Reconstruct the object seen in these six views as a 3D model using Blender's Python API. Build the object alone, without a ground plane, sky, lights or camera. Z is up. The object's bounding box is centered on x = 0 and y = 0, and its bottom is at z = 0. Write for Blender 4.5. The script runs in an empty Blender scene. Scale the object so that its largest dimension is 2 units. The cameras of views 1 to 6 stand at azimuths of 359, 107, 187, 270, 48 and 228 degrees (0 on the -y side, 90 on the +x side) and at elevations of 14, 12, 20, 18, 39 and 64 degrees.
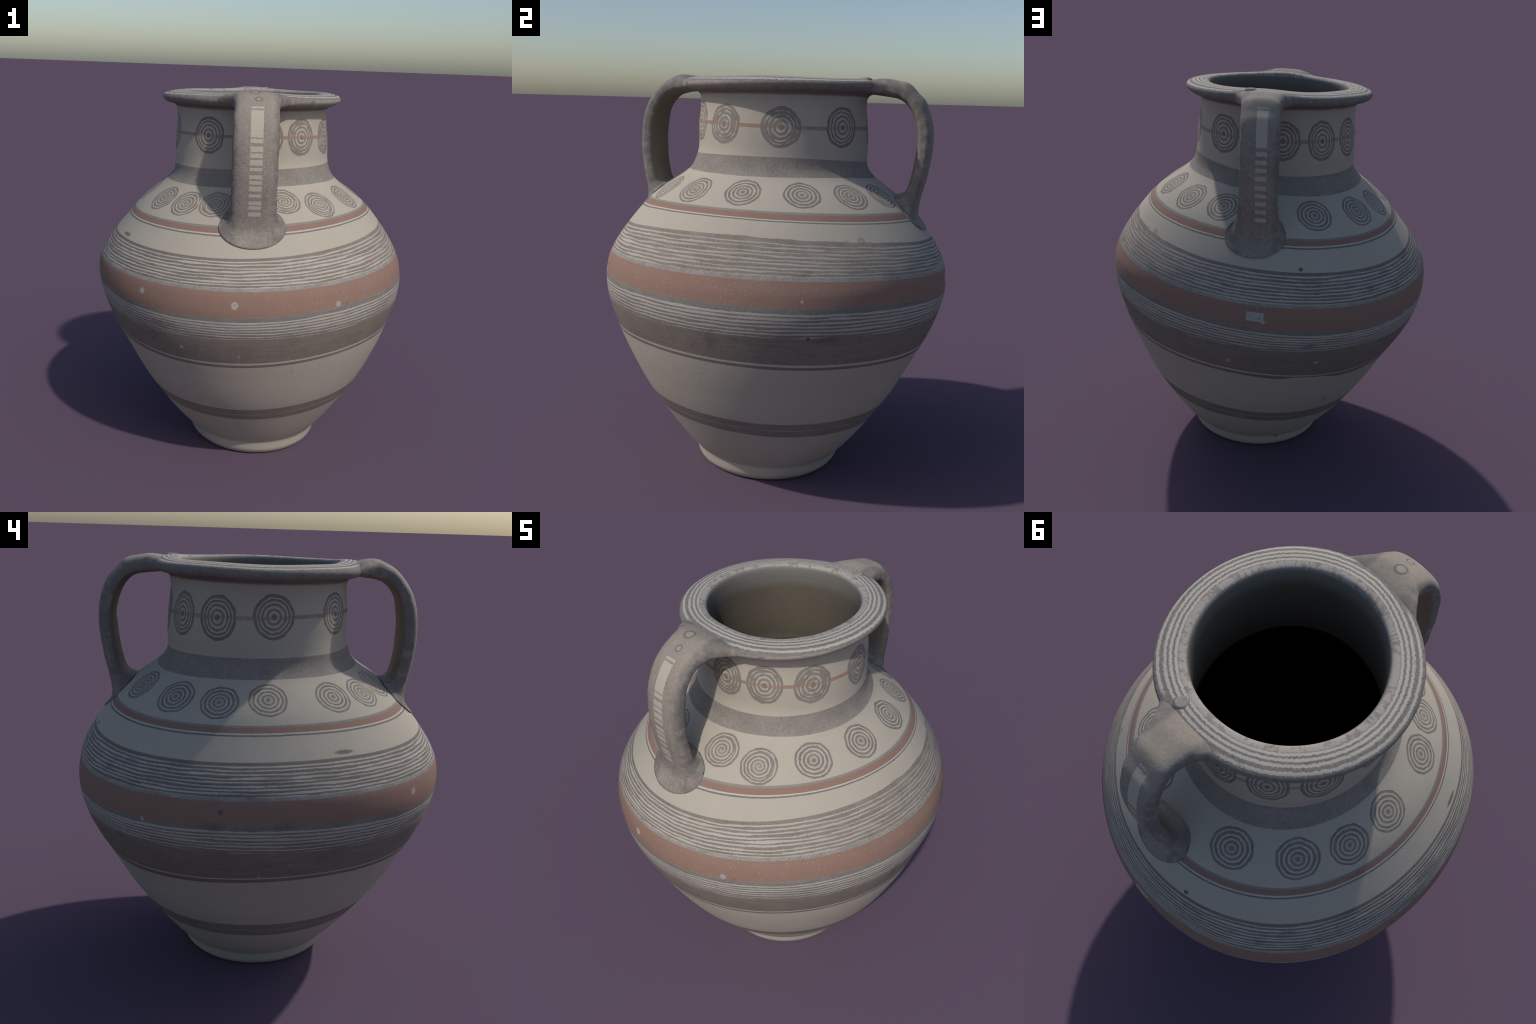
"""Painted two-handled clay storage jar, built from a lofted profile, swept strap handles
and node-painted decoration (bands, combed stripes, concentric circles, handle ladders)."""
import bpy, math, random
import numpy as np

random.seed(7)
TILT_X, TILT_Y = 0.040, -0.012          # the jar leans a little: painted rings lie in tilted planes
RIM_TX, RIM_TY = 0.013, 0.006
RIM_C = (-.0135, .0178)
SEG = 216                               # steps around the jar

# ------------------------------------------------------------------ shape of the vessel wall
# outer profile: (height, mean radius)
PROFILE = [(0.0, .342), (.03, .3665), (.06, .3765), (.085, .3845), (.11, .408), (.15, .4435), (.20, .4835), (.30, .556), (.45, .6535),
           (.60, .731), (.75, .8015), (.85, .8395), (.93, .860), (1.0, .8668), (1.07, .859), (1.14, .8305), (1.22, .779),
           (1.30, .717), (1.38, .6475), (1.46, .552), (1.50, .494), (1.53, .458), (1.57, .4325), (1.62, .4235), (1.75, .4192),
           (1.85, .4095), (1.90, .4095), (2.1, .4095)]
# how the wall departs from a true circle at a few heights (hand-thrown pot, slightly warped)
WARP_H = [0.0, .15, .60, .85, 1.05, 1.3, 1.45, 1.56, 1.66, 1.78, 1.9]
WARP = {
    "cx": [.0487, .0391, .0176, -.0053, -.0068, .0104, .0130, -.0035, -.0145, -.0130, -.0136],
    "cy": [-.0038, .0030, -.0030, .0000, .0015, .0050, .0080, .0080, .0195, .0170, .0179],
    "c2": [-.0049, -.0046, -.0127, -.0142, -.0135, -.0151, -.0092, -.0037, -.0018, -.0036, -.0029],
    "s2": [-.0027, -.0022, -.0087, -.0154, -.0084, -.0030, -.0035, -.0094, -.0106, -.0101, -.0055],
    "c3": [.0004, -.0007, .0055, .0080, .0064, .0040, .0000, .0024, .0015, -.0005, -.0042],
    "s3": [.0030, .0034, .0041, .0072, .0058, .0006, .0010, -.0035, -.0023, -.0015, -.0030],
}
# local swellings and dents: angle, height, angular width, height spread, depth
DENTS = [(58, .76, 28, .10, .013), (135, .70, 14, .09, .006), (104, 1.06, 14, .08, -.005)]
# measured course of the painted bands: nominal level, then z = a + b cos + c sin + d cos2 + e sin2 + f cos3 + g sin3
COURSE = {
    "foot_low": (.318, (.3146, .0300, -.0123, .0060, -.0010, -.0004, -.0036)),
    "foot_high": (.401, (.3988, .0306, -.0108, .0065, -.0005, -.0053, -.0045)),
    "belly_edge": (.7025, (.7012, .0420, -.0174, .0120, .0046, -.0080, -.0075)),
    "comb_low": (.877, (.8740, .0275, -.0025, .0050, -.0030, -.0020, -.0007)),
    "red_low": (.996, (.9964, .0327, -.0022, .0137, .0039, -.0087, -.0035)),
    "red_high": (1.105, (1.1049, .0309, -.0082, .0095, .0057, -.0020, -.0001)),
    "comb_high": (1.2505, (1.2506, .0426, -.0060, .0124, .0036, -.0003, -.0034)),
    "line_red": (1.3425, (1.3433, .0309, -.0066, .0057, .0015, -.0019, -.0031)),
    "line_top": (1.3735, (1.3732, .0325, -.0065, .0041, .0030, -.0023, -.0020)),
    "grey_low": (1.5195, (1.5206, .0196, -.0060, .0000, .0029, -.0031, -.0006)),
    "grey_high": (1.604, (1.6041, .0195, -.0072, .0028, .0017, -.0003, .0009)),
}


def pchip(xk, yk, x):
    """monotone cubic interpolation"""
    xk, yk = np.asarray(xk, float), np.asarray(yk, float)
    h = np.diff(xk)
    d = np.diff(yk) / h
    m = np.zeros_like(yk)
    for i in range(1, len(xk) - 1):
        if d[i - 1] * d[i] > 0:
            w1, w2 = 2 * h[i] + h[i - 1], h[i] + 2 * h[i - 1]
            m[i] = (w1 + w2) / (w1 / d[i - 1] + w2 / d[i])
    m[0], m[-1] = d[0], d[-1]
    x = np.clip(np.asarray(x, float), xk[0], xk[-1])
    i = np.clip(np.searchsorted(xk, x) - 1, 0, len(xk) - 2)
    t = (x - xk[i]) / h[i]
    return ((1 + 2 * t) * (1 - t) ** 2 * yk[i] + t * (1 - t) ** 2 * h[i] * m[i]
            + t * t * (3 - 2 * t) * yk[i + 1] + t * t * (t - 1) * h[i] * m[i + 1])


_z = np.linspace(0, 2.1, 1051)
_r = pchip(*zip(*PROFILE), _z)
_k = np.exp(-0.5 * (np.arange(-12, 13) * 0.002 / 0.007) ** 2)
_r = np.convolve(np.pad(_r, 12, mode="edge"), _k / _k.sum(), mode="valid")


def warp(name, z):
    return pchip(WARP_H, WARP[name], z)


def wall(th, z, inset=0.0, radius=None):
    """point of the vessel wall at angle th (radians) and true height z"""
    th, z = np.broadcast_arrays(np.asarray(th, float), np.asarray(z, float))
    r = np.interp(z, _z, _r) if radius is None else radius
    r = (r - inset + warp("c2", z) * np.cos(2 * th) + warp("s2", z) * np.sin(2 * th)
         + warp("c3", z) * np.cos(3 * th) + warp("s3", z) * np.sin(3 * th))
    for deg, zc, wide, tall, amp in DENTS:
        a = (th - math.radians(deg) + math.pi) % math.tau - math.pi
        r = r + amp * np.exp(-(a / math.radians(wide)) ** 2 - ((z - zc) / tall) ** 2)
    return np.stack([warp("cx", z) + r * np.cos(th), warp("cy", z) + r * np.sin(th), z], -1)


def smooth01(x):
    x = np.clip(x, 0, 1)
    return x * x * (3 - 2 * x)


ANG = np.linspace(-math.pi, math.pi, SEG, endpoint=False)


def wall_row(h, radius=None, inset=0.0):
    """one ring of the wall, lying in the tilted plane of the painted bands"""
    w = float(smooth01((h - 0.0) / 0.35))
    k = float(smooth01((h - 1.60) / 0.28))                 # the rim lies flatter than the bands
    tx, ty = w * (TILT_X + k * (RIM_TX - TILT_X)), w * (TILT_Y + k * (RIM_TY - TILT_Y))
    z = np.full(SEG, h)
    for _ in range(6):
        p = wall(ANG, z, inset, radius)
        z = h + tx * p[:, 0] + ty * p[:, 1]
    return wall(ANG, z, inset, radius)


def rim_row(r, h, inner):
    """one ring of the everted rim (own centre and ovality, blended from the neck)"""
    f = float(smooth01((r - 0.41) / 0.06)) if not inner else 1.0
    rr = (r + (-.0029 - .0010 * f) * np.cos(2 * ANG) + (-.0055 - .0020 * f - (.006 * float(smooth01((1.93 - h) / .15)) if inner else 0)) * np.sin(2 * ANG)
          - .0040 * np.cos(3 * ANG) - .0030 * (1 - f) * np.sin(3 * ANG))
    near = lambda deg, wide: np.exp(-(((ANG - math.radians(deg) + math.pi) % math.tau - math.pi) / math.radians(wide)) ** 2)
    g = float(smooth01((r - 0.40) / 0.07))
    rr = rr - .007 * g * near(15, 42)                          # drawn in a little on one side
    x = RIM_C[0] + rr * np.cos(ANG)
    y = RIM_C[1] + rr * np.sin(ANG)
    z = h + RIM_TX * x + RIM_TY * y + .0014 * np.sin(5 * ANG + 1.0) * f + smooth01((h - 1.90) / .07) * (.0135 * near(-90, 21) + .0085 * near(91, 19))      # slight wobble of the lip
    return np.stack([x, y, z], -1)


def grow(knots, step):
    """resample a (r, h) polyline as a smooth curve with roughly even spacing"""
    k = np.array(knots, float)
    s = np.r_[0, np.cumsum(np.hypot(*np.diff(k, axis=0).T))]
    n = max(4, int(s[-1] / step))
    t = np.linspace(0, s[-1], n)
    # Catmull-Rom on arc length
    out = []
    for v in t:
        i = min(max(np.searchsorted(s, v) - 1, 0), len(k) - 2)
        p0, p1, p2, p3 = k[max(i - 1, 0)], k[i], k[i + 1], k[min(i + 2, len(k) - 1)]
        u = (v - s[i]) / (s[i + 1] - s[i])
        h = s[i + 1] - s[i]
        m1 = (p2 - p0) / (s[i + 1] - s[max(i - 1, 0)]) * h
        m2 = (p3 - p1) / (s[min(i + 2, len(k) - 1)] - s[i]) * h
        out.append((2 * u**3 - 3 * u**2 + 1) * p1 + (u**3 - 2 * u**2 + u) * m1 + (-2 * u**3 + 3 * u**2) * p2 + (u**3 - u**2) * m2)
    return np.array(out)


# ---- rows of the whole shell, from the middle of the base, up the outside, over the rim, down the inside
rows, tags = [], []


def add(row, tag):
    rows.append(row)
    tags.append(tag)


base = wall_row(0.0)
mid = base.mean(0)
for f in (0.0, .3, .6, .85):
    p = mid + (base - mid) * f * .955
    p[:, 2] = .012
    add(p, "foot")
p = mid + (base - mid) * .955
p[:, 2] = .004
add(p, "foot")
p = mid + (base - mid) * .975
p[:, 2] = 0.0
add(p, "foot")
for h in (.003, .008, .014, .022):
    p = wall_row(h)
    c = p.mean(0)
    k = 1 - .018 * (1 - h / .022) ** 2
    p[:, :2] = c[:2] + (p[:, :2] - c[:2]) * k
    add(p, "foot")
for h in np.arange(.030, .090, .006):
    add(wall_row(h), "foot")
for h in np.arange(.090, 1.300, .011):
    add(wall_row(h), "belly")
for h in np.arange(1.300, 1.560, .007):
    add(wall_row(h), "shoulder")
for h in np.arange(1.560, 1.880, .010):
    add(wall_row(h), "neck")
RIM = [(.4095, 1.880), (.4125, 1.896), (.4195, 1.908), (.4330, 1.9160), (.4560, 1.9220), (.4745, 1.9300), (.4858, 1.9400), (.4902, 1.951),
       (.4878, 1.9610), (.4785, 1.9690), (.4620, 1.9752), (.4350, 1.9805), (.4050, 1.9830), (.3840, 1.9826), (.3715, 1.9790), (.3640, 1.969),
       (.3610, 1.955), (.3605, 1.935)]
rp = grow(RIM, .0055)
for i, (r, h) in enumerate(rp):
    past = i > np.argmax(rp[:, 0])
    add(rim_row(r, h, past and r < .44), "rim")
INNER = [(.3605, 1.930), (.3630, 1.88), (.3710, 1.78), (.3820, 1.66), (.3900, 1.60), (.3955, 1.567)]
ip = grow(INNER, .022)
for r, h in ip:
    add(rim_row(r, h, True), "interior")
THICK = .038                                              # below the neck the wall is thin and follows the outside
for h in np.r_[np.linspace(1.545, 1.40, 12), np.linspace(1.37, .14, 44)]:
    slope = abs(float(np.interp(h + .01, _z, _r) - np.interp(h - .01, _z, _r))) / .02
    g = wall_row(h, inset=THICK * math.hypot(1, slope))
    if h > 1.50:                                          # ease out of the neck collar
        k = float(smooth01((h - 1.50) / .06))
        g = g * (1 - k) + rim_row(.3955, h + .012, True) * k
    add(g, "interior")
last = rows[-1]
mid = last.mean(0)
for f in (.9, .75, .5, .25, .01):
    p = mid + (last - mid) * f
    p[:, 2] = last[:, 2] * .3 + .7 * (mid[2] - .03) - .02 * (1 - f)
    add(p, "interior")

GRID = np.array(rows)                                     # rows x SEG x 3
du = np.roll(GRID, -1, 1) - np.roll(GRID, 1, 1)
dv = np.gradient(GRID, axis=0)
NRM = np.cross(du, dv)
NRM /= np.linalg.norm(NRM, axis=2, keepdims=True) + 1e-12
NRM[0] = (0, 0, -1)

root = bpy.data.objects.new("painted_amphora", None)
root.empty_display_size = 0.2
bpy.context.scene.collection.objects.link(root)
root["label"] = "cream clay amphora with dark bands, red stripes and concentric circles"
root["category"] = "amphora"


def link(name, me, mat, parent=root):
    ob = bpy.data.objects.new(name, me)
    ob.parent = parent
    for m in (mat if isinstance(mat, (list, tuple)) else [mat]):
        me.materials.append(m)
    bpy.context.scene.collection.objects.link(ob)
    return ob


def grid_mesh(name, g, n):
    R, S = g.shape[:2]
    me = bpy.data.meshes.new(name)
    f = []
    for i in range(R - 1):
        a = i * S
        for j in range(S):
            k = (j + 1) % S
            f.append((a + j, a + k, a + S + k, a + S + j))
    me.from_pydata(g.reshape(-1, 3).tolist(), [], f)
    me.polygons.foreach_set("use_smooth", [True] * len(f))
    if n is not None:
        me.normals_split_custom_set_from_vertices(n.reshape(-1, 3).tolist())
    me.update()
    return me


# ------------------------------------------------------------------ node helpers
class Nodes:
    def __init__(self, name):
        self.mat = bpy.data.materials.new(name)
        self.mat.use_nodes = True
        self.t = self.mat.node_tree
        self.t.nodes.clear()
        self.P = self.t.nodes.new("ShaderNodeTexCoord").outputs["Object"]
        s = self.t.nodes.new("ShaderNodeSeparateXYZ")
        self.t.links.new(self.P, s.inputs[0])
        self.x, self.y, self.z = s.outputs

    def put(self, sock, v):
        if hasattr(v, "is_linked"):
            self.t.links.new(v, sock)
        elif isinstance(v, (tuple, list)) and sock.type == "RGBA" and len(v) == 3:
            sock.default_value = (*v, 1)
        else:
            sock.default_value = v

    def m(self, op, a, b=None, c=None, clamp=False):
        n = self.t.nodes.new("ShaderNodeMath")
        n.operation, n.use_clamp = op, clamp
        for s, v in zip(n.inputs, (a, b, c)):
            if v is not None:
                self.put(s, v)
        return n.outputs[0]

    def add(self, *v):
        o = v[0]
        for k in v[1:]:
            o = self.m("ADD", o, k)
        return o

    def mul(self, *v):
        o = v[0]
        for k in v[1:]:
            o = self.m("MULTIPLY", o, k)
        return o

    def sub(self, a, b): return self.m("SUBTRACT", a, b)
    def inv(self, a): return self.m("SUBTRACT", 1.0, a)
    def mx(self, a, b): return self.m("MAXIMUM", a, b)

    def vm(self, op, a, b=None):
        n = self.t.nodes.new("ShaderNodeVectorMath")
        n.operation = op
        self.put(n.inputs[0], a)
        if b is not None:
            self.put(n.inputs["Scale"] if op == "SCALE" else n.inputs[1], b)
        return n.outputs["Value"] if op in ("DOT_PRODUCT", "LENGTH", "DISTANCE") else n.outputs["Vector"]

    def comb(self, x, y, z):
        n = self.t.nodes.new("ShaderNodeCombineXYZ")
        for s, v in zip(n.inputs, (x, y, z)):
            self.put(s, v)
        return n.outputs[0]

    def ss(self, lo, hi, v):
        """smooth step from lo to hi (0 to 1)"""
        n = self.t.nodes.new("ShaderNodeMapRange")
        n.interpolation_type = "SMOOTHSTEP"
        for i, k in enumerate((v, lo, hi, 0.0, 1.0)):
            self.put(n.inputs[i], k)
        return n.outputs[0]

    def lin(self, v, a, b, c, d):
        n = self.t.nodes.new("ShaderNodeMapRange")
        for i, k in enumerate((v, a, b, c, d)):
            self.put(n.inputs[i], k)
        return n.outputs[0]

    def band(self, v, lo, hi, soft=.0012):
        return self.mul(self.ss(lo - soft, lo + soft, v), self.inv(self.ss(hi - soft, hi + soft, v)))

    def noise(self, scale, vec=None, detail=3.0, rough=.55, signed=True):
        n = self.t.nodes.new("ShaderNodeTexNoise")
        self.put(n.inputs["Vector"], self.P if vec is None else vec)
        n.inputs["Scale"].default_value = scale
        n.inputs["Detail"].default_value = detail
        n.inputs["Roughness"].default_value = rough
        o = n.outputs["Fac"]
        return self.m("MULTIPLY_ADD", o, 2.0, -1.0) if signed else o

    def mix(self, f, a, b):
        n = self.t.nodes.new("ShaderNodeMix")
        n.data_type = "RGBA"
        n.clamp_factor = True
        self.put(n.inputs[0], f)
        self.put(n.inputs[6], a)
        self.put(n.inputs[7], b)
        return n.outputs[2]

    def mixv(self, f, a, b):
        n = self.t.nodes.new("ShaderNodeMix")
        n.data_type = "VECTOR"
        self.put(n.inputs[0], f)
        self.put(n.inputs[4], a)
        self.put(n.inputs[5], b)
        return n.outputs[1]

    def ramp(self, v, stops):
        n = self.t.nodes.new("ShaderNodeValToRGB")
        e = n.color_ramp.elements
        while len(e) > 1:
            e.remove(e[-1])
        e[0].position, e[0].color = stops[0][0], (stops[0][1],) * 3 + (1,)
        for p, c in stops[1:]:
            k = e.new(p)
            k.color = (c, c, c, 1)
        self.put(n.inputs[0], v)
        s = self.t.nodes.new("ShaderNodeSeparateColor")
        self.t.links.new(n.outputs[0], s.inputs[0])
        return s.outputs[0]

    def finish(self, colour, rough=.88, bump=.25, scale=120, dist=.004, spec=.25, height=None):
        b = self.t.nodes.new("ShaderNodeBsdfPrincipled")
        self.put(b.inputs["Base Color"], colour)
        self.put(b.inputs["Roughness"], rough)
        b.inputs["Specular IOR Level"].default_value = spec
        if bump:
            n = self.t.nodes.new("ShaderNodeBump")
            n.inputs["Strength"].default_value = bump
            n.inputs["Distance"].default_value = dist
            grain = self.noise(scale, detail=4, rough=.65, signed=False)
            v = self.t.nodes.new("ShaderNodeTexVoronoi")
            self.put(v.inputs["Vector"], self.P)
            v.inputs["Scale"].default_value = 46
            pit = self.mul(self.inv(self.ss(.06, .30, v.outputs["Distance"])), self.ss(.0, .4, self.noise(5, detail=2)))
            lump = self.noise(11, detail=3, signed=False)
            self.put(n.inputs["Height"], height if height is not None else self.add(grain, self.mul(pit, -.4), self.mul(lump, .9)))
            self.t.links.new(n.outputs[0], b.inputs["Normal"])
        o = self.t.nodes.new("ShaderNodeOutputMaterial")
        self.t.links.new(b.outputs[0], o.inputs[0])
        return self.mat


# ------------------------------------------------------------------ pigments (linear base colours)
CREAM, CREAM_B = (.455, .404, .334), (.420, .371, .302)
BROWN, BROWN_B = (.250, .212, .178), (.170, .142, .120)
GREY, GREY_B = (.330, .293, .256), (.165, .146, .128)
LINE_GREY = (.275, .262, .238)
RED, RED_B = (.296, .182, .140), (.252, .155, .120)
LIGHT = (.490, .440, .385)


class Paint(Nodes):
    """coordinates of the painted decoration"""

    def __init__(self, name, cx=0.0, cy=0.0, course=()):
        super().__init__(name)
        if cx is None:                                   # the axis of the belly wanders with height
            cx = self.lin(self.z, .10, .85, .042, -.005)
        self.h0 = self.add(self.z, self.mul(self.x, -TILT_X), self.mul(self.y, -TILT_Y))
        X, Y = self.sub(self.x, cx), self.sub(self.y, cy)
        self.rho = self.m("SQRT", self.add(self.mul(X, X), self.mul(Y, Y)))
        self.c, self.s = self.m("DIVIDE", X, self.rho), self.m("DIVIDE", Y, self.rho)
        self.c2 = self.sub(self.mul(self.c, self.c), self.mul(self.s, self.s))
        self.wob = self.noise(3.2, detail=2)
        self.fray = self.noise(75, detail=3, rough=.7)
        self.fine = self.noise(260, detail=3, rough=.7)
        h = self.follow(course) if course else self.h0
        self.h = self.add(h, self.mul(self.wob, .0016 if course else .003), self.mul(self.fray, .0013))

    def follow(self, names):
        """height measured along the painted bands: nominal levels stretched onto their true course"""
        c3 = self.mul(self.c, self.m("MULTIPLY_ADD", self.mul(self.c, self.c), 4.0, -3.0))
        s3 = self.mul(self.s, self.m("MULTIPLY_ADD", self.mul(self.s, self.s), -4.0, 3.0))
        s2 = self.mul(self.c, self.s, 2.0)
        zs = []
        for k in names:
            a, *w = COURSE[k][1]
            zs.append(self.add(a, *[self.mul(v, q) for v, q in zip((self.c, self.s, self.c2, s2, c3, s3), w)]))
        lv = [COURSE[k][0] for k in names]
        h = self.add(lv[0], self.m("MINIMUM", self.sub(self.z, zs[0]), 0.0), self.mx(self.sub(self.z, zs[-1]), 0.0))
        for i in range(len(names) - 1):
            t = self.m("DIVIDE", self.sub(self.z, zs[i]), self.sub(zs[i + 1], zs[i]), clamp=True)
            h = self.add(h, self.mul(t, lv[i + 1] - lv[i]))
        return h

    def side(self, deg, lo, hi):
        """mask around an azimuth: 1 at deg, falling off where the cosine goes from hi to lo"""
        d = self.add(self.mul(self.c, math.cos(math.radians(deg))), self.mul(self.s, math.sin(math.radians(deg))))
        return self.ss(lo, hi, d)

    def cream(self):
        n = self.noise(9, detail=4)
        col = self.mix(self.m("MULTIPLY_ADD", n, .5, .5), CREAM, CREAM_B)
        speck = self.ss(.36, .52, self.add(self.noise(140, detail=1.5), self.mul(self.noise(7), .12)))
        col = self.mix(self.mul(speck, .35), col, (.27, .235, .19))
        return self.mix(self.mul(self.ss(.1, .6, self.fine), .12), col, (.33, .29, .235))

    def pigment(self, a, b, k=.8, streak=None):
        n = self.add(self.mul(self.fine, .9), self.mul(self.fray, .5), self.mul(self.noise(14), .35))
        if streak is not None:
            n = self.add(n, streak)
        return self.mix(self.m("MULTIPLY_ADD", n, k, .5, clamp=True), a, b)

    def spot(self, centre, r, rough=.3, soft=.35, stretch=None):
        d = self.vm("SUBTRACT", self.P, tuple(centre))
        if stretch is not None:                      # (tangent direction, factor)
            t, k = stretch
            along = self.vm("DOT_PRODUCT", d, tuple(t))
            d = self.vm("ADD", d, self.vm("SCALE", tuple(t), self.mul(along, 1 / k - 1)))
        q = self.m("DIVIDE", self.vm("LENGTH", d), r)
        q = self.add(q, self.mul(self.fray, rough))
        return self.inv(self.ss(1 - soft, 1 + soft * .4, q))


def surf(deg, z):
    return wall(math.radians(deg), z).reshape(3)


def frame_at(deg, z, spin=0.0):
    th = math.radians(deg)
    p = surf(deg, z)
    t = wall(th + .01, z).reshape(3) - wall(th - .01, z).reshape(3)
    u = wall(th, z + .012).reshape(3) - wall(th, z - .012).reshape(3)
    t, u = t / np.linalg.norm(t), u / np.linalg.norm(u)
    u -= t * (u @ t)
    u /= np.linalg.norm(u)
    c, s = math.cos(spin), math.sin(spin)
    return p, c * t + s * u, c * u - s * t


def circles(n, items):
    """gather the local coordinates of the nearest painted circle: (u, v, style), unit radius"""
    acc = (9.0, 9.0, 0.0)
    for deg, z, R, style, aspect in items:
        p, t, u = frame_at(deg, z)
        k = random.uniform(0, math.tau)
        t, u = t / (R * aspect), u / R                      # slightly oval, turned at random
        t, u = math.cos(k) * t + math.sin(k) * u, math.cos(k) * u - math.sin(k) * t
        d = n.vm("SUBTRACT", n.P, tuple(p))
        a, b = n.vm("DOT_PRODUCT", d, tuple(t)), n.vm("DOT_PRODUCT", d, tuple(u))
        near = n.mul(n.m("LESS_THAN", n.add(n.mul(a, a), n.mul(b, b)), 1.17), n.m("LESS_THAN", n.vm("LENGTH", d), R * 1.4))
        acc = n.mixv(near, acc, n.comb(a, b, style))
    s = n.t.nodes.new("ShaderNodeSeparateXYZ")
    n.put(s.inputs[0], acc)
    a, b, style = s.outputs
    rho = n.m("SQRT", n.add(n.mul(a, a), n.mul(b, b)))
    phi = n.m("ARCTAN2", b, a)
    # brush strokes make the rings slightly polygonal
    k = n.m("FRACT", n.mul(phi, 9 / math.tau))
    k = n.m("COSINE", n.mul(n.sub(k, .5), math.tau / 9))
    rho = n.mul(rho, n.m("POWER", k, .30))
    rho = n.mul(rho, n.add(1.012, n.mul(n.noise(15, detail=2), .085)))
    rho = n.add(rho, n.mul(n.fray, .042))
    return rho, phi, style


def neck_band(n, col):
    """the broad grey band where neck meets shoulder"""
    g = n.pigment(GREY, GREY_B, .9)
    return n.mix(n.band(n.h, 1.519, 1.604, .0015), col, g)


def neck_material():
    n = Paint("neck_paint", -.010, .012, ("grey_low", "grey_high"))
    col = n.cream()
    items = [(-123.0, 1.7675, .098, 0, 1.0), (-79.9, 1.772, .098, .7, .93), (-54.0, 1.773, .098, .8, .92), (-25.0, 1.766, .097, 1.0, .99),
             (14.4, 1.760, .098, .9, 1.03), (58.5, 1.7625, .099, .1, 1.03), (101.5, 1.758, .100, .3, .92), (128.7, 1.7535, .101, .1, .84),
             (155.7, 1.7525, .102, 0, .90), (-170.5, 1.764, .101, 0, .96)]
    items = [(deg, z, R * .97, w, k * .97) for deg, z, R, w, k in items]
    rho, phi, worn = circles(n, items)
    v = n.ramp(rho, [(0, .9), (.10, .75), (.19, .08), (.24, .3), (.32, .95), (.40, .15), (.455, .2), (.545, .95), (.62, .22), (.66, .30),
                     (.74, .95), (.805, .20), (.845, .45), (.885, .95), (.985, 1), (1.0, 0)])
    smear = n.add(n.mul(n.noise(30, detail=3), .16), n.mul(worn, n.add(.22, n.mul(n.noise(24, detail=3), .80))))
    dark = n.ss(.42, .60, n.add(v, n.mul(smear, n.ss(0, .15, v)), n.mul(n.fine, .06)))
    dark = n.mul(dark, n.inv(n.ss(.985, 1.005, rho)))
    ring = n.mix(worn, n.pigment((.205, .177, .152), (.140, .121, .106), .8), n.pigment((.250, .222, .196), (.170, .148, .130), .9))
    col = n.mix(n.mul(dark, n.lin(n.noise(18, detail=3), -.5, .5, .76, .98)), col, ring)
    # thin red line threading the circles
    hl = n.add(n.z, n.mul(n.x, -.0111), n.mul(n.y, .0194), -1.7634, n.mul(n.noise(6), .004), n.mul(n.fray, .0022))
    hl = n.add(hl, n.mul(n.side(0, .3, 1.0), .003))
    line = n.inv(n.ss(.0068, .0100, n.m("ABSOLUTE", hl)))
    bright = n.side(-55, .2, .75)
    wear = n.ss(-.75, .1, n.add(n.fine, n.mul(n.noise(20), .8), n.mul(bright, .5)))
    lc = n.mix(bright, (.225, .148, .108), (.300, .165, .110))
    inside = n.mul(n.m("LESS_THAN", rho, 1.0), n.add(.25, n.mul(dark, .2)))
    col = n.mix(n.mul(line, wear, n.sub(n.m("MULTIPLY_ADD", bright, .10, .68), inside)), col, lc)
    # centre dabs of red on the circles
    dab = n.mul(n.inv(n.ss(.08, .16, rho)), n.sub(.55, n.mul(worn, .25)))
    col = n.mix(dab, col, (.240, .135, .095))
    col = neck_band(n, col)
    # dark grey-brown band under the lip
    hr = n.add(n.z, n.mul(n.x, -RIM_TX), n.mul(n.y, -RIM_TY), n.mul(n.noise(12), .006), n.mul(n.fray, .002))
    col = n.mix(n.mul(n.ss(1.896, 1.910, hr), .8), col, n.pigment((.220, .187, .159), (.155, .134, .117), 1.0))
    return n.finish(col)


def shoulder_lines(n, col):
    """thin grey / red / grey line group below the circles"""
    h = n.h
    col = n.mix(n.mul(n.band(h, 1.365, 1.3735, .0012), .9), col, n.pigment(LINE_GREY, (.18, .172, .158), 1.0))
    col = n.mix(n.band(h, 1.3425, 1.3655, .0012), col, n.pigment(RED, RED_B, .7))
    col = n.mix(n.band(h, 1.3365, 1.3425, .001), col, LIGHT)
    return n.mix(n.mul(n.band(n.add(h, n.mul(n.wob, .0015)), 1.3315, 1.3372, .0012), .92), col, n.pigment((.180, .172, .158), (.115, .110, .102), .9))


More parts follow.
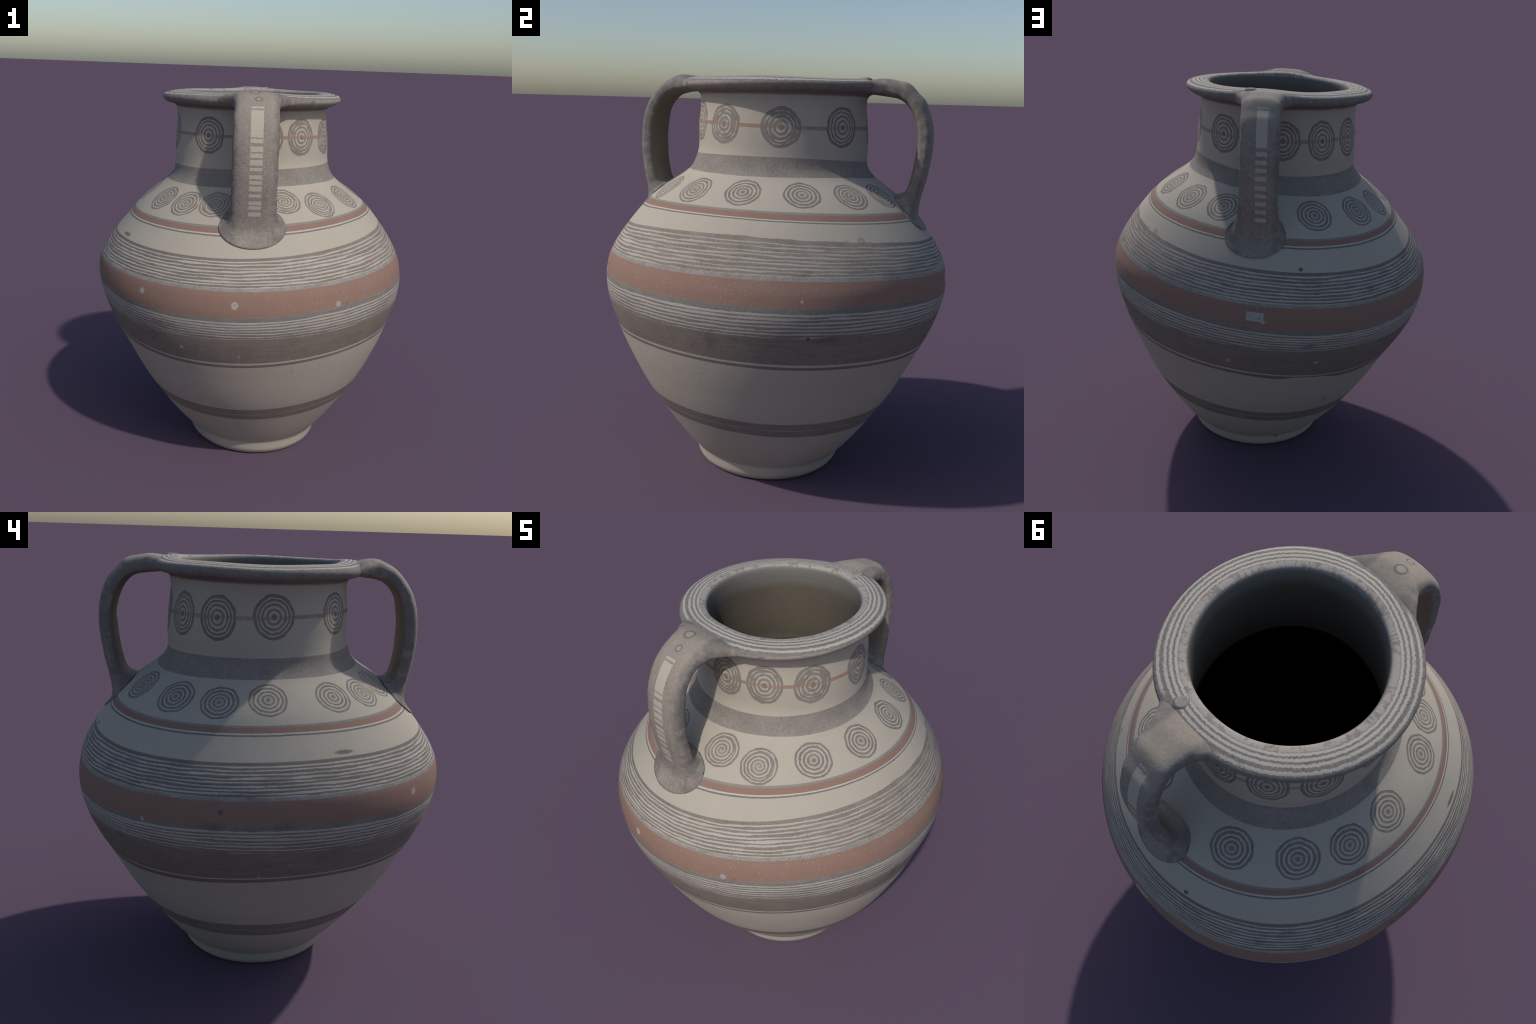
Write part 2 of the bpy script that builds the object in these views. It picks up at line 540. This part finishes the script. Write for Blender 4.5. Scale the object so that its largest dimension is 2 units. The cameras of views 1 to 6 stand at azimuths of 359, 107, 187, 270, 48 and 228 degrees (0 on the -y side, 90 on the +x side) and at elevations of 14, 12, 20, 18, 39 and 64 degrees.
def shoulder_material():
    n = Paint("shoulder_paint", -.010, .012, ("comb_high", "line_red", "line_top", "grey_low", "grey_high"))
    col = n.cream()
    items = [(-175.6, 1.4365, .087, .2, .98), (-145.6, 1.4375, .086, .3, 1.0), (-127.2, 1.436, .085, .4, 1.0), (-110.4, 1.4485, .087, 1.0, 1.0),
             (-75.0, 1.4725, .086, 1.0, 1.0), (-55.0, 1.4525, .087, 1.0, 1.0), (-29.6, 1.4655, .087, .3, 1.0), (-1.7, 1.4735, .086, .2, 1.0),
             (27.7, 1.4705, .087, .1, 1.0), (53.1, 1.460, .086, .5, 1.0), (75.1, 1.451, .085, .1, 1.0), (119.0, 1.4315, .089, 0, 1.0),
             (143.9, 1.422, .089, 0, 1.0), (164.2, 1.421, .085, 0, 1.0)]
    rho, phi, style = circles(n, items)
    swirl = n.mul(n.m("GREATER_THAN", style, .85), n.inv(n.ss(.62, .80, rho)))
    freq = n.sub(5.1, n.mul(n.m("LESS_THAN", style, .85), .55))
    ph = n.sub(n.mul(n.sub(rho, .945), freq), n.mul(swirl, n.m("DIVIDE", phi, math.tau)))
    v = n.m("COSINE", n.mul(ph, math.tau))
    v = n.add(v, n.mul(n.noise(26, detail=3), .95), n.mul(n.fine, .22), n.lin(rho, .15, .95, -.15, .62))
    v = n.mx(v, n.ss(.88, .91, rho))
    dark = n.mul(n.ss(-.12, .24, v), n.inv(n.ss(.985, 1.005, rho)))
    back = n.inv(style)
    ring = n.mix(back, n.pigment((.232, .196, .163), (.165, .140, .118), .9), n.pigment((.202, .173, .148), (.132, .114, .099), .9))
    col = n.mix(n.mul(dark, n.lin(n.noise(18, detail=3), -.5, .5, .70, .98)), col, ring)
    pale = n.mul(n.ss(.30, .5, rho), n.m("LESS_THAN", rho, .93), n.inv(dark), .7)
    col = n.mix(pale, col, (.485, .44, .395))
    col = neck_band(n, col)
    col = shoulder_lines(n, col)
    return n.finish(col)


def combed(n, h, lo, hi, period, phase, bias, seedv, patchy=1.25):
    """combed light lines on dark ground between two heights: mask of the light lines"""
    cyl = n.comb(n.mul(n.c, 1.6), n.mul(n.s, 1.6), n.mul(n.h0, 26))
    slow = n.noise(2.2, vec=n.vm("ADD", cyl, (seedv, 0, 0)), detail=3)
    hh = n.add(h, n.mul(n.noise(2.6, vec=n.vm("ADD", cyl, (0, seedv, 3)), detail=2), .0060), n.mul(n.noise(7, detail=2), .0034), n.mul(n.fray, .0008))
    w = n.m("SINE", n.mul(n.sub(hh, lo - phase), math.tau / period))
    w = n.add(w, n.mul(slow, patchy), n.mul(n.noise(48, detail=4, rough=.72), .75), n.mul(n.fine, .26), bias)
    return n.mul(n.ss(-.30, .45, w), n.band(h, lo, hi, .001))


def belly_material():
    n = Paint("belly_paint", None, .002, ("foot_low", "foot_high", "belly_edge", "comb_low", "red_low", "red_high", "comb_high", "line_red"))
    col = n.cream()
    h = n.h
    # local rise of the top line on the weathered side
    jag = n.mul(n.side(25, .55, .95), n.add(.35, n.noise(9, detail=3)), .010)
    cyl = n.comb(n.mul(n.c, 3), n.mul(n.s, 3), n.mul(n.h0, 60))
    streak = n.mul(n.noise(1.6, vec=cyl, detail=4), .75)
    smudge = n.ss(.18, .62, n.noise(3.3, detail=3))
    dirt = n.mul(n.ss(.22, .52, n.noise(6.5, detail=4)), .55)

    dark = n.pigment((.262, .224, .186), (.160, .136, .114), .85, streak)
    dark = n.mix(n.mul(n.side(170, -.5, .6), .75), dark, n.pigment((.190, .165, .142), (.120, .104, .090), .85, streak))
    dark = n.mix(dirt, dark, (.110, .097, .088))
    pale = n.mix(n.m("MULTIPLY_ADD", n.fray, .4, .4), LIGHT, (.40, .36, .315))

    # upper combed zone
    worn_side = n.mul(n.side(15, .35, .95), .55)
    zone = n.band(n.sub(h, jag), 1.105, 1.2505, .0012)
    col = n.mix(n.mul(zone, n.m("MULTIPLY_ADD", n.fray, .06, .94)), col, dark)
    light = combed(n, h, 1.1195, 1.238, .0142, .002, n.sub(-.12, n.mul(worn_side, .35)), 1.7, 1.5)
    col = n.mix(n.mul(light, n.sub(.93, n.mul(worn_side, .35))), col, pale)
    worn = n.mul(zone, worn_side, n.ss(-.2, .5, n.noise(11, detail=4)))
    col = n.mix(n.mul(worn, .6), col, (.345, .305, .260))
    mott = n.band(h, 1.105, 1.1205, .0025)
    col = n.mix(mott, col, n.pigment((.380, .350, .310), (.185, .172, .155), 1.3))
    # red belt
    red = n.band(n.add(h, n.mul(n.noise(20), .0015)), .996, 1.1055, .0022)
    rc = n.pigment(RED, RED_B, .6, n.mul(streak, .25))
    fleck = n.ss(.40, .52, n.add(n.noise(120, detail=1), n.mul(n.noise(5), .16), n.mul(n.side(-25, .2, .9), .06)))
    rc = n.mix(n.mul(fleck, .55), rc, (.44, .35, .28))
    rc = n.mix(n.mul(n.ss(.42, .55, n.noise(90, detail=1)), .5), rc, (.20, .13, .10))
    rc = n.mix(n.mul(n.ss(-.1, .6, n.noise(8, detail=4)), .28), rc, (.275, .205, .165))
    col = n.mix(red, col, rc)
    # lower combed zone and broad brown band
    zone2 = n.band(h, .7315, .9965, .0015)
    grey2 = n.pigment((.262, .240, .212), (.160, .147, .132), 1.0, n.mul(streak, .6))
    brown = n.pigment((.258, .215, .178), (.165, .138, .116), .9, n.mul(streak, .9))
    brown = n.mix(n.mul(dirt, .8), brown, (.105, .090, .082))
    col = n.mix(zone2, col, n.mix(n.ss(.875, .905, h), brown, grey2))
    bias2 = n.sub(n.lin(h, .878, .975, -.45, .50), n.mul(n.side(-50, .6, .95), .15))
    light2 = combed(n, h, .876, .9755, .01545, .004, bias2, 6.3, .9)
    col = n.mix(n.mul(light2, .93), col, n.mix(.25, pale, (.44, .395, .35)))
    # pale incised line and dark edge line
    thin = n.mul(n.side(165, -.2, .7), .0052)
    lo = n.add(.7200, thin)
    col = n.mix(n.mul(n.ss(n.sub(lo, .0012), n.add(lo, .0012), h), n.inv(n.ss(.7310, .7330, h))), col, n.mix(.3, LIGHT, (.40, .36, .31)))
    # a slack dip in the edge line at the back
    dip = n.mul(n.side(114, .978, .999), .014)
    hd = n.sub(h, dip)
    edge = n.mul(n.ss(.7025, .7048, hd), n.inv(n.ss(n.sub(lo, .0012), n.add(lo, .0012), h)))
    col = n.mix(edge, col, n.pigment((.235, .195, .162), (.160, .133, .112), .9, streak))
    col = n.mix(n.mul(n.inv(n.ss(.7025, .7048, hd)), n.ss(.700, .702, h), n.ss(.002, .006, dip)), col, CREAM)
    # band above the foot
    low = n.band(n.add(h, n.mul(n.wob, .001)), .319, .4025, .0014)
    col = n.mix(low, col, n.pigment((.275, .232, .195), (.185, .156, .132), .9, streak))
    scratch = n.mul(n.band(n.add(h, n.mul(n.noise(4), .003)), .3575, .3612, .0008), n.ss(-.55, .05, n.noise(9, detail=2)))
    col = n.mix(n.mul(scratch, .75), col, (.42, .375, .325))
    # fallen grit, chips and dabs
    for deg, z, r, c, a in [(-94.4, 1.039, .021, (.46, .43, .375), .9), (-127.1, 1.043, .020, (.46, .44, .40), .7),
                            (-60.6, 1.026, .016, (.44, .42, .385), .9), (147.5, .962, .012, (.42, .41, .39), .8),
                            (84.7, .772, .016, (.42, .40, .38), .7), (113.8, .779, .016, (.42, .40, .38), .7),
                            (-113.1, .786, .012, (.48, .45, .42), .8), (-93.2, .766, .008, (.38, .35, .32), .7),
                            (95.8, 1.010, .010, (.50, .47, .45), .7), (-178.8, .718, .008, (.48, .45, .42), .8),
                            (-169.4, .783, .006, (.48, .45, .42), .8), (23.7, 1.061, .010, (.50, .42, .36), .7),
                            (108.5, 1.235, .011, (.10, .09, .08), .9), (170.5, 1.037, .013, (.13, .09, .075), .7),
                            (-57.2, 1.021, .011, (.22, .125, .09), .6), (32.4, .888, .034, (.10, .085, .08), .55),
                            (26.0, .893, .010, (.07, .06, .06), .7), (127.4, .450, .017, (.22, .20, .18), .6),
                            (40.7, 1.165, .026, (.14, .12, .11), .4), (-174.6, 1.160, .040, (.10, .09, .085), .55), (140, 1.175, .030, (.10, .09, .085), .45),
                            (168, .975, .030, (.09, .08, .075), .5), (-172, .982, .024, (.10, .09, .08), .4), (130.5, 1.13, .026, (.09, .08, .075), .5),
                            (110, .885, .022, (.07, .065, .06), .6), (-120, .90, .05, (.10, .09, .085), .4), (-35, .80, .06, (.12, .10, .09), .25), (41.1, 1.279, .018, (.27, .23, .19), .6)]:
        if r >= .020 and max(c) < .2:                     # rubbed, uneven dirt
            m = n.mul(n.spot(surf(deg, z), r * .8, 1.1, .9, (frame_at(deg, z)[1], 2.3)), n.ss(-.55, .20, n.noise(22, detail=4)))
            col = n.mix(n.mul(m, a), col, c)
        elif min(c) > .33:                                # pale grit with soft edges
            col = n.mix(n.mul(n.spot(surf(deg, z), r * .9, .5, .6), a), col, c)
        else:
            col = n.mix(n.mul(n.spot(surf(deg, z), r), a), col, c)
    # ringed pock marks
    for deg, z, r in [(-94.4, 1.042, .006), (-60.6, 1.026, .0055)]:
        col = n.mix(n.mul(n.spot(surf(deg, z), r), .8), col, (.20, .19, .18))
    p = surf(-124.9, .813)
    col = n.mix(n.mul(n.spot(p, .026), n.inv(n.spot(p, .019)), .7), col, (.11, .095, .09))
    p = surf(47, 1.286)
    col = n.mix(n.mul(n.spot(p, .020), n.inv(n.mul(n.spot(p, .011), .7)), .75), col, (.23, .20, .17))
    _, t, u = frame_at(-151.1, 1.247)
    col = n.mix(n.mul(n.spot(surf(-151.1, 1.247), .0105, .6, .35, (t, 4.6)), .95), col, (.180, .153, .130))
    # small paper tag stuck on the red belt
    p, t, u = frame_at(93.2, 1.034, -.07)
    d = n.vm("SUBTRACT", n.P, tuple(p))
    a = n.m("ABSOLUTE", n.add(n.vm("DOT_PRODUCT", d, tuple(t)), n.mul(n.fray, .0012)))
    b = n.m("ABSOLUTE", n.add(n.vm("DOT_PRODUCT", d, tuple(u)), n.mul(n.fray, .0012)))
    tag = n.mul(n.m("LESS_THAN", a, .0395), n.m("LESS_THAN", b, .0215), n.m("LESS_THAN", n.vm("LENGTH", d), .1))
    blot = n.mul(n.ss(0, .4, n.noise(45, detail=2)), n.m("LESS_THAN", b, .012), n.m("LESS_THAN", a, .030))
    col = n.mix(tag, col, n.mix(n.mul(blot, .6), (.37, .375, .36), (.21, .205, .20)))
    # hairline crack in the cream
    p, t, u = frame_at(-75, .672)
    d = n.vm("SUBTRACT", n.P, tuple(p))
    a = n.m("ABSOLUTE", n.add(n.vm("DOT_PRODUCT", d, tuple(t)), n.mul(n.noise(40), .003)))
    crack = n.mul(n.inv(n.ss(.0010, .0026, a)), n.inv(n.ss(.020, .024, n.vm("LENGTH", d))))
    col = n.mix(n.mul(crack, .6), col, (.26, .22, .19))
    return n.finish(col)


def foot_material():
    n = Paint("foot_clay", .04, 0)
    col = n.cream()
    p = surf(114.3, .098 - .03)
    col = n.mix(n.mul(n.spot(surf(114.3, .085), .012, .2, .35), .9), col, (.06, .055, .05))
    return n.finish(col)


def rim_material():
    n = Paint("rim_paint", *RIM_C)
    mott = n.add(n.mul(n.noise(60, detail=3, rough=.7), .8), n.mul(n.fine, .6))
    grey = n.mix(n.m("MULTIPLY_ADD", mott, .8, .45, clamp=True), (.285, .254, .222), (.105, .094, .084))
    # concentric painted lines on the flat of the rim (radius measured from the rim's own centre)
    cyl = n.comb(n.mul(n.c, 2.2), n.mul(n.s, 2.2), n.mul(n.rho, 40))
    c3 = n.mul(n.c, n.m("MULTIPLY_ADD", n.mul(n.c, n.c), 4.0, -3.0))
    oval = n.add(n.mul(n.c, n.s, .015), n.mul(c3, .004))
    r = n.add(n.rho, oval, n.mul(n.wob, .0022), n.mul(n.noise(1.8, vec=cyl), .0022))
    f = n.noise(85, detail=3, rough=.75)
    serr = n.noise(1.0, vec=n.comb(n.mul(n.c, 44), n.mul(n.s, 44), n.mul(n.rho, 14)), detail=4, rough=.7)
    r = n.add(r, n.mul(f, .0030), n.mul(n.fine, .0026), n.mul(serr, .0075))
    light = None
    for lo, hi in ((.4635, .4750), (.4375, .4490), (.4175, .4285), (.3985, .4090)):
        b = n.band(r, lo, hi, .0018)
        light = b if light is None else n.mx(light, b)
    joint = n.mul(n.ss(.93, .97, n.m("ABSOLUTE", n.s)), n.ss(.4545, .4575, n.rho))      # lines die out where the handles join
    light = n.mul(light, n.inv(joint), n.ss(-.70, -.10, n.add(n.noise(2.4, vec=cyl, detail=3), n.mul(f, .5), .12)))
    lip = n.mul(n.ss(-.12, .12, n.add(n.mul(serr, .6), n.mul(n.noise(32, detail=4, rough=.7), 1.0), n.mul(n.noise(7, detail=2), .5), .12)), n.band(r, .366, .3960, .004))
    hr = n.add(n.z, n.mul(n.x, -RIM_TX), n.mul(n.y, -RIM_TY))
    up = n.ss(1.954, 1.962, hr)
    grey = n.mix(n.mul(n.inv(n.ss(.392, .400, r)), .6), grey, (.270, .243, .214))
    white = n.mix(n.m("MULTIPLY_ADD", mott, .2, .25, clamp=True), (.480, .445, .390), (.36, .33, .29))
    col = n.mix(n.mul(n.mx(light, n.mul(lip, .6)), up, .95), grey, white)
    # chalky edge, then tan clay on the outer roll, darker band beneath
    edge = n.pigment((.405, .358, .308), (.200, .178, .158), 1.2)
    worn_side = n.side(-50, .1, .8)
    edge = n.mix(worn_side, n.pigment((.300, .266, .236), (.150, .136, .126), 1.1), edge)
    dn = n.mul(n.inv(up), n.ss(.390, .415, n.rho))
    col = n.mix(dn, col, edge)
    dab = n.ss(.30, .5, n.noise(17, detail=2))
    col = n.mix(n.mul(dn, dab, .5), col, (.11, .10, .10))
    under = n.mul(n.inv(n.ss(1.914, 1.934, n.add(hr, n.mul(n.fray, .003)))), n.ss(.385, .395, n.rho))
    col = n.mix(n.mul(under, .85), col, n.pigment((.220, .187, .159), (.155, .134, .117), 1.0))
    col = n.mix(n.mul(n.inv(n.ss(1.897, 1.908, n.add(hr, n.mul(n.noise(12), .004), n.mul(n.fray, .002)))), n.ss(.385, .395, n.rho)), col, n.cream())
    # inner lip turning to the bare inside
    inn = n.mul(n.inv(n.ss(.3655, .3760, n.add(n.rho, oval, n.mul(f, .002)))), n.inv(n.ss(1.962, 1.981, hr)))
    col = n.mix(inn, col, (.175, .160, .142))
    return n.finish(col, bump=.35, scale=150)


def interior_material():
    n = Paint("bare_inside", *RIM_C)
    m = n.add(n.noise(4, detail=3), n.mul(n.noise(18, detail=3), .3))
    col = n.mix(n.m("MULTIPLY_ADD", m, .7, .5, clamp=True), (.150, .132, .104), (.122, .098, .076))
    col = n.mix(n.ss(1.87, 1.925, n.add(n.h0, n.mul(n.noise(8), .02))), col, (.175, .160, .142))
    # near-black below the neck
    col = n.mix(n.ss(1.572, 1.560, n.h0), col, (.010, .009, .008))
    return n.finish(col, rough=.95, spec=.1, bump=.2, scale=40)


def handle_material(name, side, xc, slope, half, bars, rings, blotch, body=0.0, ragged=0.0):
    """grey-brown washed strap with a ladder of reserved pale bars down its outer face"""
    n = Paint(name, 0, 0)
    big = n.noise(7, detail=4)
    q = n.add(n.mul(n.fine, 1.3), n.mul(n.fray, 1.0), n.mul(big, .6))
    col = n.mix(n.m("MULTIPLY_ADD", q, .6, .5, clamp=True), (.370, .320, .272), (.165, .143, .126))
    top = n.ss(1.80, 1.96, n.add(n.z, n.mul(big, .06)))
    col = n.mix(n.mul(top, .8), col, n.mix(n.m("MULTIPLY_ADD", q, .5, .45, clamp=True), (.360, .310, .258), (.250, .213, .178)))
    # dark rubbed edges
    yy = n.mul(n.y, side)
    off = n.m("ABSOLUTE", n.sub(n.x, body))
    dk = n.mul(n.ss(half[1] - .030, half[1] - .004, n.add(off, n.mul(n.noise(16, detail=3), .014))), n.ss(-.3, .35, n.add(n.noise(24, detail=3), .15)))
    col = n.mix(n.mul(dk, .62), col, (.135, .125, .122))
    # ladder
    thr = n.m("MULTIPLY_ADD", n.mx(n.sub(n.z, 1.85), 0.0), -.62, .676)
    outer = n.m("GREATER_THAN", yy, thr)
    fx = n.add(n.x, n.mul(n.mx(n.sub(n.z, 1.78), 0.0), slope * 6), n.mul(n.fray, .0022))
    across = n.inv(n.ss(half[0] - .0010, half[0] + .0010, n.m("ABSOLUTE", n.sub(fx, xc))))
    zz = n.add(n.z, n.mul(n.noise(60, detail=2), .0026), n.mul(n.wob, .002), n.mul(n.noise(95, detail=3, rough=.7), ragged * 3))
    mask = None
    for lo, hi in bars:
        b = n.band(zz, lo, hi, .0009)
        mask = b if mask is None else n.mx(mask, b)
    pale = n.mix(n.m("MULTIPLY_ADD", n.fray, .3, .3), (.480, .425, .350), (.43, .378, .305))
    col = n.mix(n.mul(mask, across, outer, .95), col, pale)
    for c, r in rings:
        col = n.mix(n.mul(n.spot(c, r, .12, .14), .8), col, (.150, .132, .118))
        col = n.mix(n.mul(n.spot(c, r * .64, .10, .14), .95), col, (.345, .296, .243))
    for c, r, k in blotch:
        col = n.mix(n.mul(n.spot(c, r, .5), k), col, (.270, .235, .190))
    return n.finish(col, bump=.45, scale=140)


def inner_face_material():
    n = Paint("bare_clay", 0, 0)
    m = n.add(n.noise(6, detail=4), n.mul(n.fine, .3))
    col = n.mix(n.m("MULTIPLY_ADD", m, .6, .5, clamp=True), (.235, .190, .140), (.165, .137, .108))
    q = n.add(n.mul(n.fine, 1.3), n.mul(n.fray, 1.0))
    wash = n.mix(n.m("MULTIPLY_ADD", q, .6, .5, clamp=True), (.290, .252, .215), (.150, .131, .116))
    z = n.add(n.z, n.mul(n.noise(14, detail=3), .03))
    col = n.mix(n.mx(n.inv(n.ss(1.475, 1.520, z)), n.ss(1.885, 1.915, z)), col, wash)
    return n.finish(col, bump=.3)


# ------------------------------------------------------------------ assemble the vessel parts
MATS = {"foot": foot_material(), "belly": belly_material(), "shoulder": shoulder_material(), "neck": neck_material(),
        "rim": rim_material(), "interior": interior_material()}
tags = np.array(tags)
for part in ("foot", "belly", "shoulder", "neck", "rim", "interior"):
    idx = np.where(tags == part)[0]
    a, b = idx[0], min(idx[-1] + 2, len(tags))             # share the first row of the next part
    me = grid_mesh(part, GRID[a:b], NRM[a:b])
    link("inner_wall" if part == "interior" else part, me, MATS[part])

# ------------------------------------------------------------------ strap handles
INNER_BROWN = inner_face_material()


def catmull(k, n):
    k = np.array(k, float)
    s = np.r_[0, np.cumsum(np.linalg.norm(np.diff(k[:, :4], axis=0), axis=1))]
    t = np.linspace(0, s[-1], n)
    return np.stack([_cr(s, k[:, c], t) for c in range(k.shape[1])], 1)


def _cr(s, y, t):
    m = np.zeros_like(y)
    m[1:-1] = (y[2:] - y[:-2]) / (s[2:] - s[:-2])
    m[0], m[-1] = (y[1] - y[0]) / (s[1] - s[0]), (y[-1] - y[-2]) / (s[-1] - s[-2])
    i = np.clip(np.searchsorted(s, t) - 1, 0, len(s) - 2)
    h = s[i + 1] - s[i]
    u = (t - s[i]) / h
    return ((1 + 2 * u) * (1 - u) ** 2 * y[i] + u * (1 - u) ** 2 * h * m[i] + u * u * (3 - 2 * u) * y[i + 1] + u * u * (u - 1) * h * m[i + 1])


def strap(name, stations, side, mat):
    """stations: (outer y, outer z, inner y, inner z, centre x, half width, cling) along the strap, y given away from
    the jar; cling 1 presses the section onto the jar wall"""
    st = catmull(stations, 120)
    M = 64
    a = np.linspace(0, math.tau, M, endpoint=False)
    ca, sa = np.cos(a), np.sin(a)
    g = np.zeros((len(st), M, 3))
    for i, (oy, oz, iy, iz, cx, hw, cling) in enumerate(st):
        c = np.array([(oy + iy) / 2, (oz + iz) / 2])
        d = np.array([(oy - iy) / 2, (oz - iz) / 2])
        # rounded outside, flatter inside
        k = float(np.clip(cling, 0, 1))
        p = np.where(ca >= 0, 2 / (2.5 - .5 * k), 2 / (3.6 - 1.6 * k))
        q = np.where(ca >= 0, 2 / (2.7 - .7 * k), 2 / (3.2 - 1.2 * k))
        v = np.sign(ca) * np.abs(ca) ** p
        u = np.sign(sa) * np.abs(sa) ** q
        wob = 1 + .010 * math.sin(i * .35) + .006 * math.sin(i * .83 + 1)
        P = np.stack([cx + hw * wob * u, side * (c[0] + d[0] * v), c[1] + d[1] * v], -1)
        if k > 0:
            th = np.arctan2(P[:, 1] - warp("cy", P[:, 2]), P[:, 0] - warp("cx", P[:, 2]))
            w = wall(th, P[:, 2], inset=-.008 + .030 * smooth01((cling - 1) / .5))
            P = P + (w - P) * k
        g[i] = P
    if side < 0:
        g = g[:, ::-1]
    me = grid_mesh(name, g, None)
    ob = link(name, me, [mat, INNER_BROWN])
    # the face turned to the jar is a darker brown
    if side < 0:
        ca = ca[::-1]
    k = 0
    for i in range(len(st) - 1):
        for j in range(M):
            c = (ca[j] + ca[(j + 1) % M]) / 2
            if c < -.50 and 16 < i < 104:
                me.polygons[k].material_index = 1
            k += 1
    return ob


FRONT = [(.375, 1.955, .380, 1.928, .002, .215, 0), (.415, 1.9720, .415, 1.925, .002, .203, 0), (.450, 1.9890, .447, 1.919, .002, .178, 0),
         (.485, 1.9980, .477, 1.915, .002, .150, 0), (.525, 1.9995, .512, 1.910, .003, .121, 0), (.582, 1.9780, .562, 1.895, .003, .110, 0),
         (.625, 1.9500, .594, 1.871, .002, .108, 0), (.681, 1.8850, .627, 1.825, .001, .108, 0), (.713, 1.8240, .641, 1.766, .001, .109, 0),
         (.731, 1.7550, .648, 1.711, .000, .109, 0), (.738, 1.6800, .6495, 1.660, .000, .109, 0), (.737, 1.6100, .648, 1.600, .000, .109, 0),
         (.728, 1.5300, .642, 1.535, .000, .110, 0), (.713, 1.4550, .630, 1.478, .000, .111, 0), (.703, 1.4000, .616, 1.453, .000, .115, 0),
         (.704, 1.3500, .600, 1.444, -.001, .125, .12), (.718, 1.3160, .584, 1.446, -.002, .148, .60), (.738, 1.2820, .566, 1.446, -.002, .163, 1.0),
         (.745, 1.2750, .560, 1.450, -.002, .170, 1.5)]
BACK = [(.405, 1.957, .410, 1.928, -.012, .195, 0), (.440, 1.9735, .440, 1.925, -.012, .183, 0), (.470, 1.9880, .467, 1.920, -.012, .158, 0),
        (.502, 1.9945, .495, 1.916, -.013, .132, 0), (.540, 1.9960, .537, 1.911, -.014, .105, 0), (.592, 1.9870, .584, 1.904, -.016, .093, 0),
        (.640, 1.9750, .619, 1.889, -.019, .090, 0), (.687, 1.9290, .651, 1.857, -.024, .089, 0), (.719, 1.8970, .671, 1.821, -.028, .089, 0),
        (.748, 1.8340, .686, 1.775, -.031, .089, 0), (.766, 1.7600, .695, 1.720, -.033, .089, 0), (.769, 1.6900, .694, 1.670, -.033, .089, 0),
        (.765, 1.6250, .689, 1.615, -.033, .089, 0), (.751, 1.5300, .676, 1.535, -.030, .091, 0), (.733, 1.4550, .660, 1.474, -.028, .094, 0),
        (.722, 1.4000, .642, 1.450, -.026, .100, 0), (.720, 1.3450, .613, 1.438, -.023, .110, .12), (.729, 1.3100, .595, 1.434, -.020, .125, .60),
        (.746, 1.2760, .578, 1.430, -.017, .139, 1.0), (.752, 1.2690, .573, 1.434, -.017, .145, 1.5)]
FRONT_BARS = [(1.927, 1.936), (1.800, 1.919), (1.775, 1.794), (1.735, 1.760), (1.708, 1.729), (1.673, 1.700), (1.648, 1.663),
              (1.610, 1.628), (1.584, 1.601), (1.552, 1.575), (1.523, 1.537), (1.485, 1.503), (1.463, 1.479), (1.429, 1.449)]
BACK_BARS = [(1.941, 1.946), (1.784, 1.934), (1.748, 1.766), (1.712, 1.731), (1.676, 1.695), (1.637, 1.659), (1.595, 1.615),
             (1.557, 1.576), (1.518, 1.540), (1.479, 1.497), (1.438, 1.459)]
front_mat = handle_material("front_handle_wash", -1, .0045, 0.0, (.0295, .107), FRONT_BARS,
                            [((-.009, -.525, 1.998), .030), ((.009, -.600, 1.968), .020)], [])
back_mat = handle_material("back_handle_wash", 1, -.047, -.012, (.0250, .091), BACK_BARS, [],
                           [((-.025, .640, 1.972), .042, .6), ((.0, .58, 1.988), .03, .4)], -.030, .0022)
strap("handle", FRONT, -1, front_mat)
strap("handle", BACK, 1, back_mat)


# ------------------------------------------------------------------ clay dab pressed over the rim at the back handle
def lug():
    M, K = 40, 12
    g = np.zeros((K, M, 3))
    cx, cy = .059, .438
    for i in range(K):
        t = i / (K - 1)
        rr = 1 - t if i < K - 1 else .001
        for j in range(M):
            a = math.tau * j / M
            x = cx + rr * (.030 * math.cos(a) * (1 + .06 * math.sin(3 * a)) + .004 * math.sin(a))
            y = cy + .034 * rr * math.sin(a)
            drop = .020 * max(0.0, y - .455) ** 1.0
            g[i, j] = (x, y, 1.9862 - drop + RIM_TX * x + RIM_TY * y + .0075 * float(smooth01(t * 3.0)))
    n = Paint("pressed_clay", 0, 0)
    col = n.pigment((.350, .305, .258), (.230, .200, .172), .9)
    d = n.vm("LENGTH", n.vm("MULTIPLY", n.vm("SUBTRACT", n.P, (cx, cy, 1.984)), (1 / .030, 1 / .034, 0)))
    col = n.mix(n.mul(n.ss(.70, .85, d), .75), col, (.15, .135, .122))
    return link("clay_dab", grid_mesh("clay_dab", g, None), n.finish(col, bump=.4))


lug()


# ------------------------------------------------------------------ two low clay bosses on top of the front handle
def boss(centre, slope, r, rise):
    """shallow dome standing on the strap; slope tips it outwards"""
    M, K = 32, 7
    up = np.array([0, -math.sin(slope), math.cos(slope)])
    e1, e2 = np.array([1.0, 0, 0]), np.array([0, math.cos(slope), math.sin(slope)])
    g = np.zeros((K, M, 3))
    for i in range(K):
        t = i / (K - 1)
        rr = r * (1 - t) if i < K - 1 else .0005
        lift = rise * float(smooth01(t * 2.6)) - .004
        for j in range(M):
            a = math.tau * j / M
            g[i, j] = np.array(centre) + rr * (math.cos(a) * e1 + math.sin(a) * e2) + lift * up
    return link("boss", grid_mesh("boss", g, None), front_mat)


boss((-.009, -.525, 1.9965), 0.08, .021, .0065)
boss((.009, -.600, 1.9665), 0.52, .014, .0060)
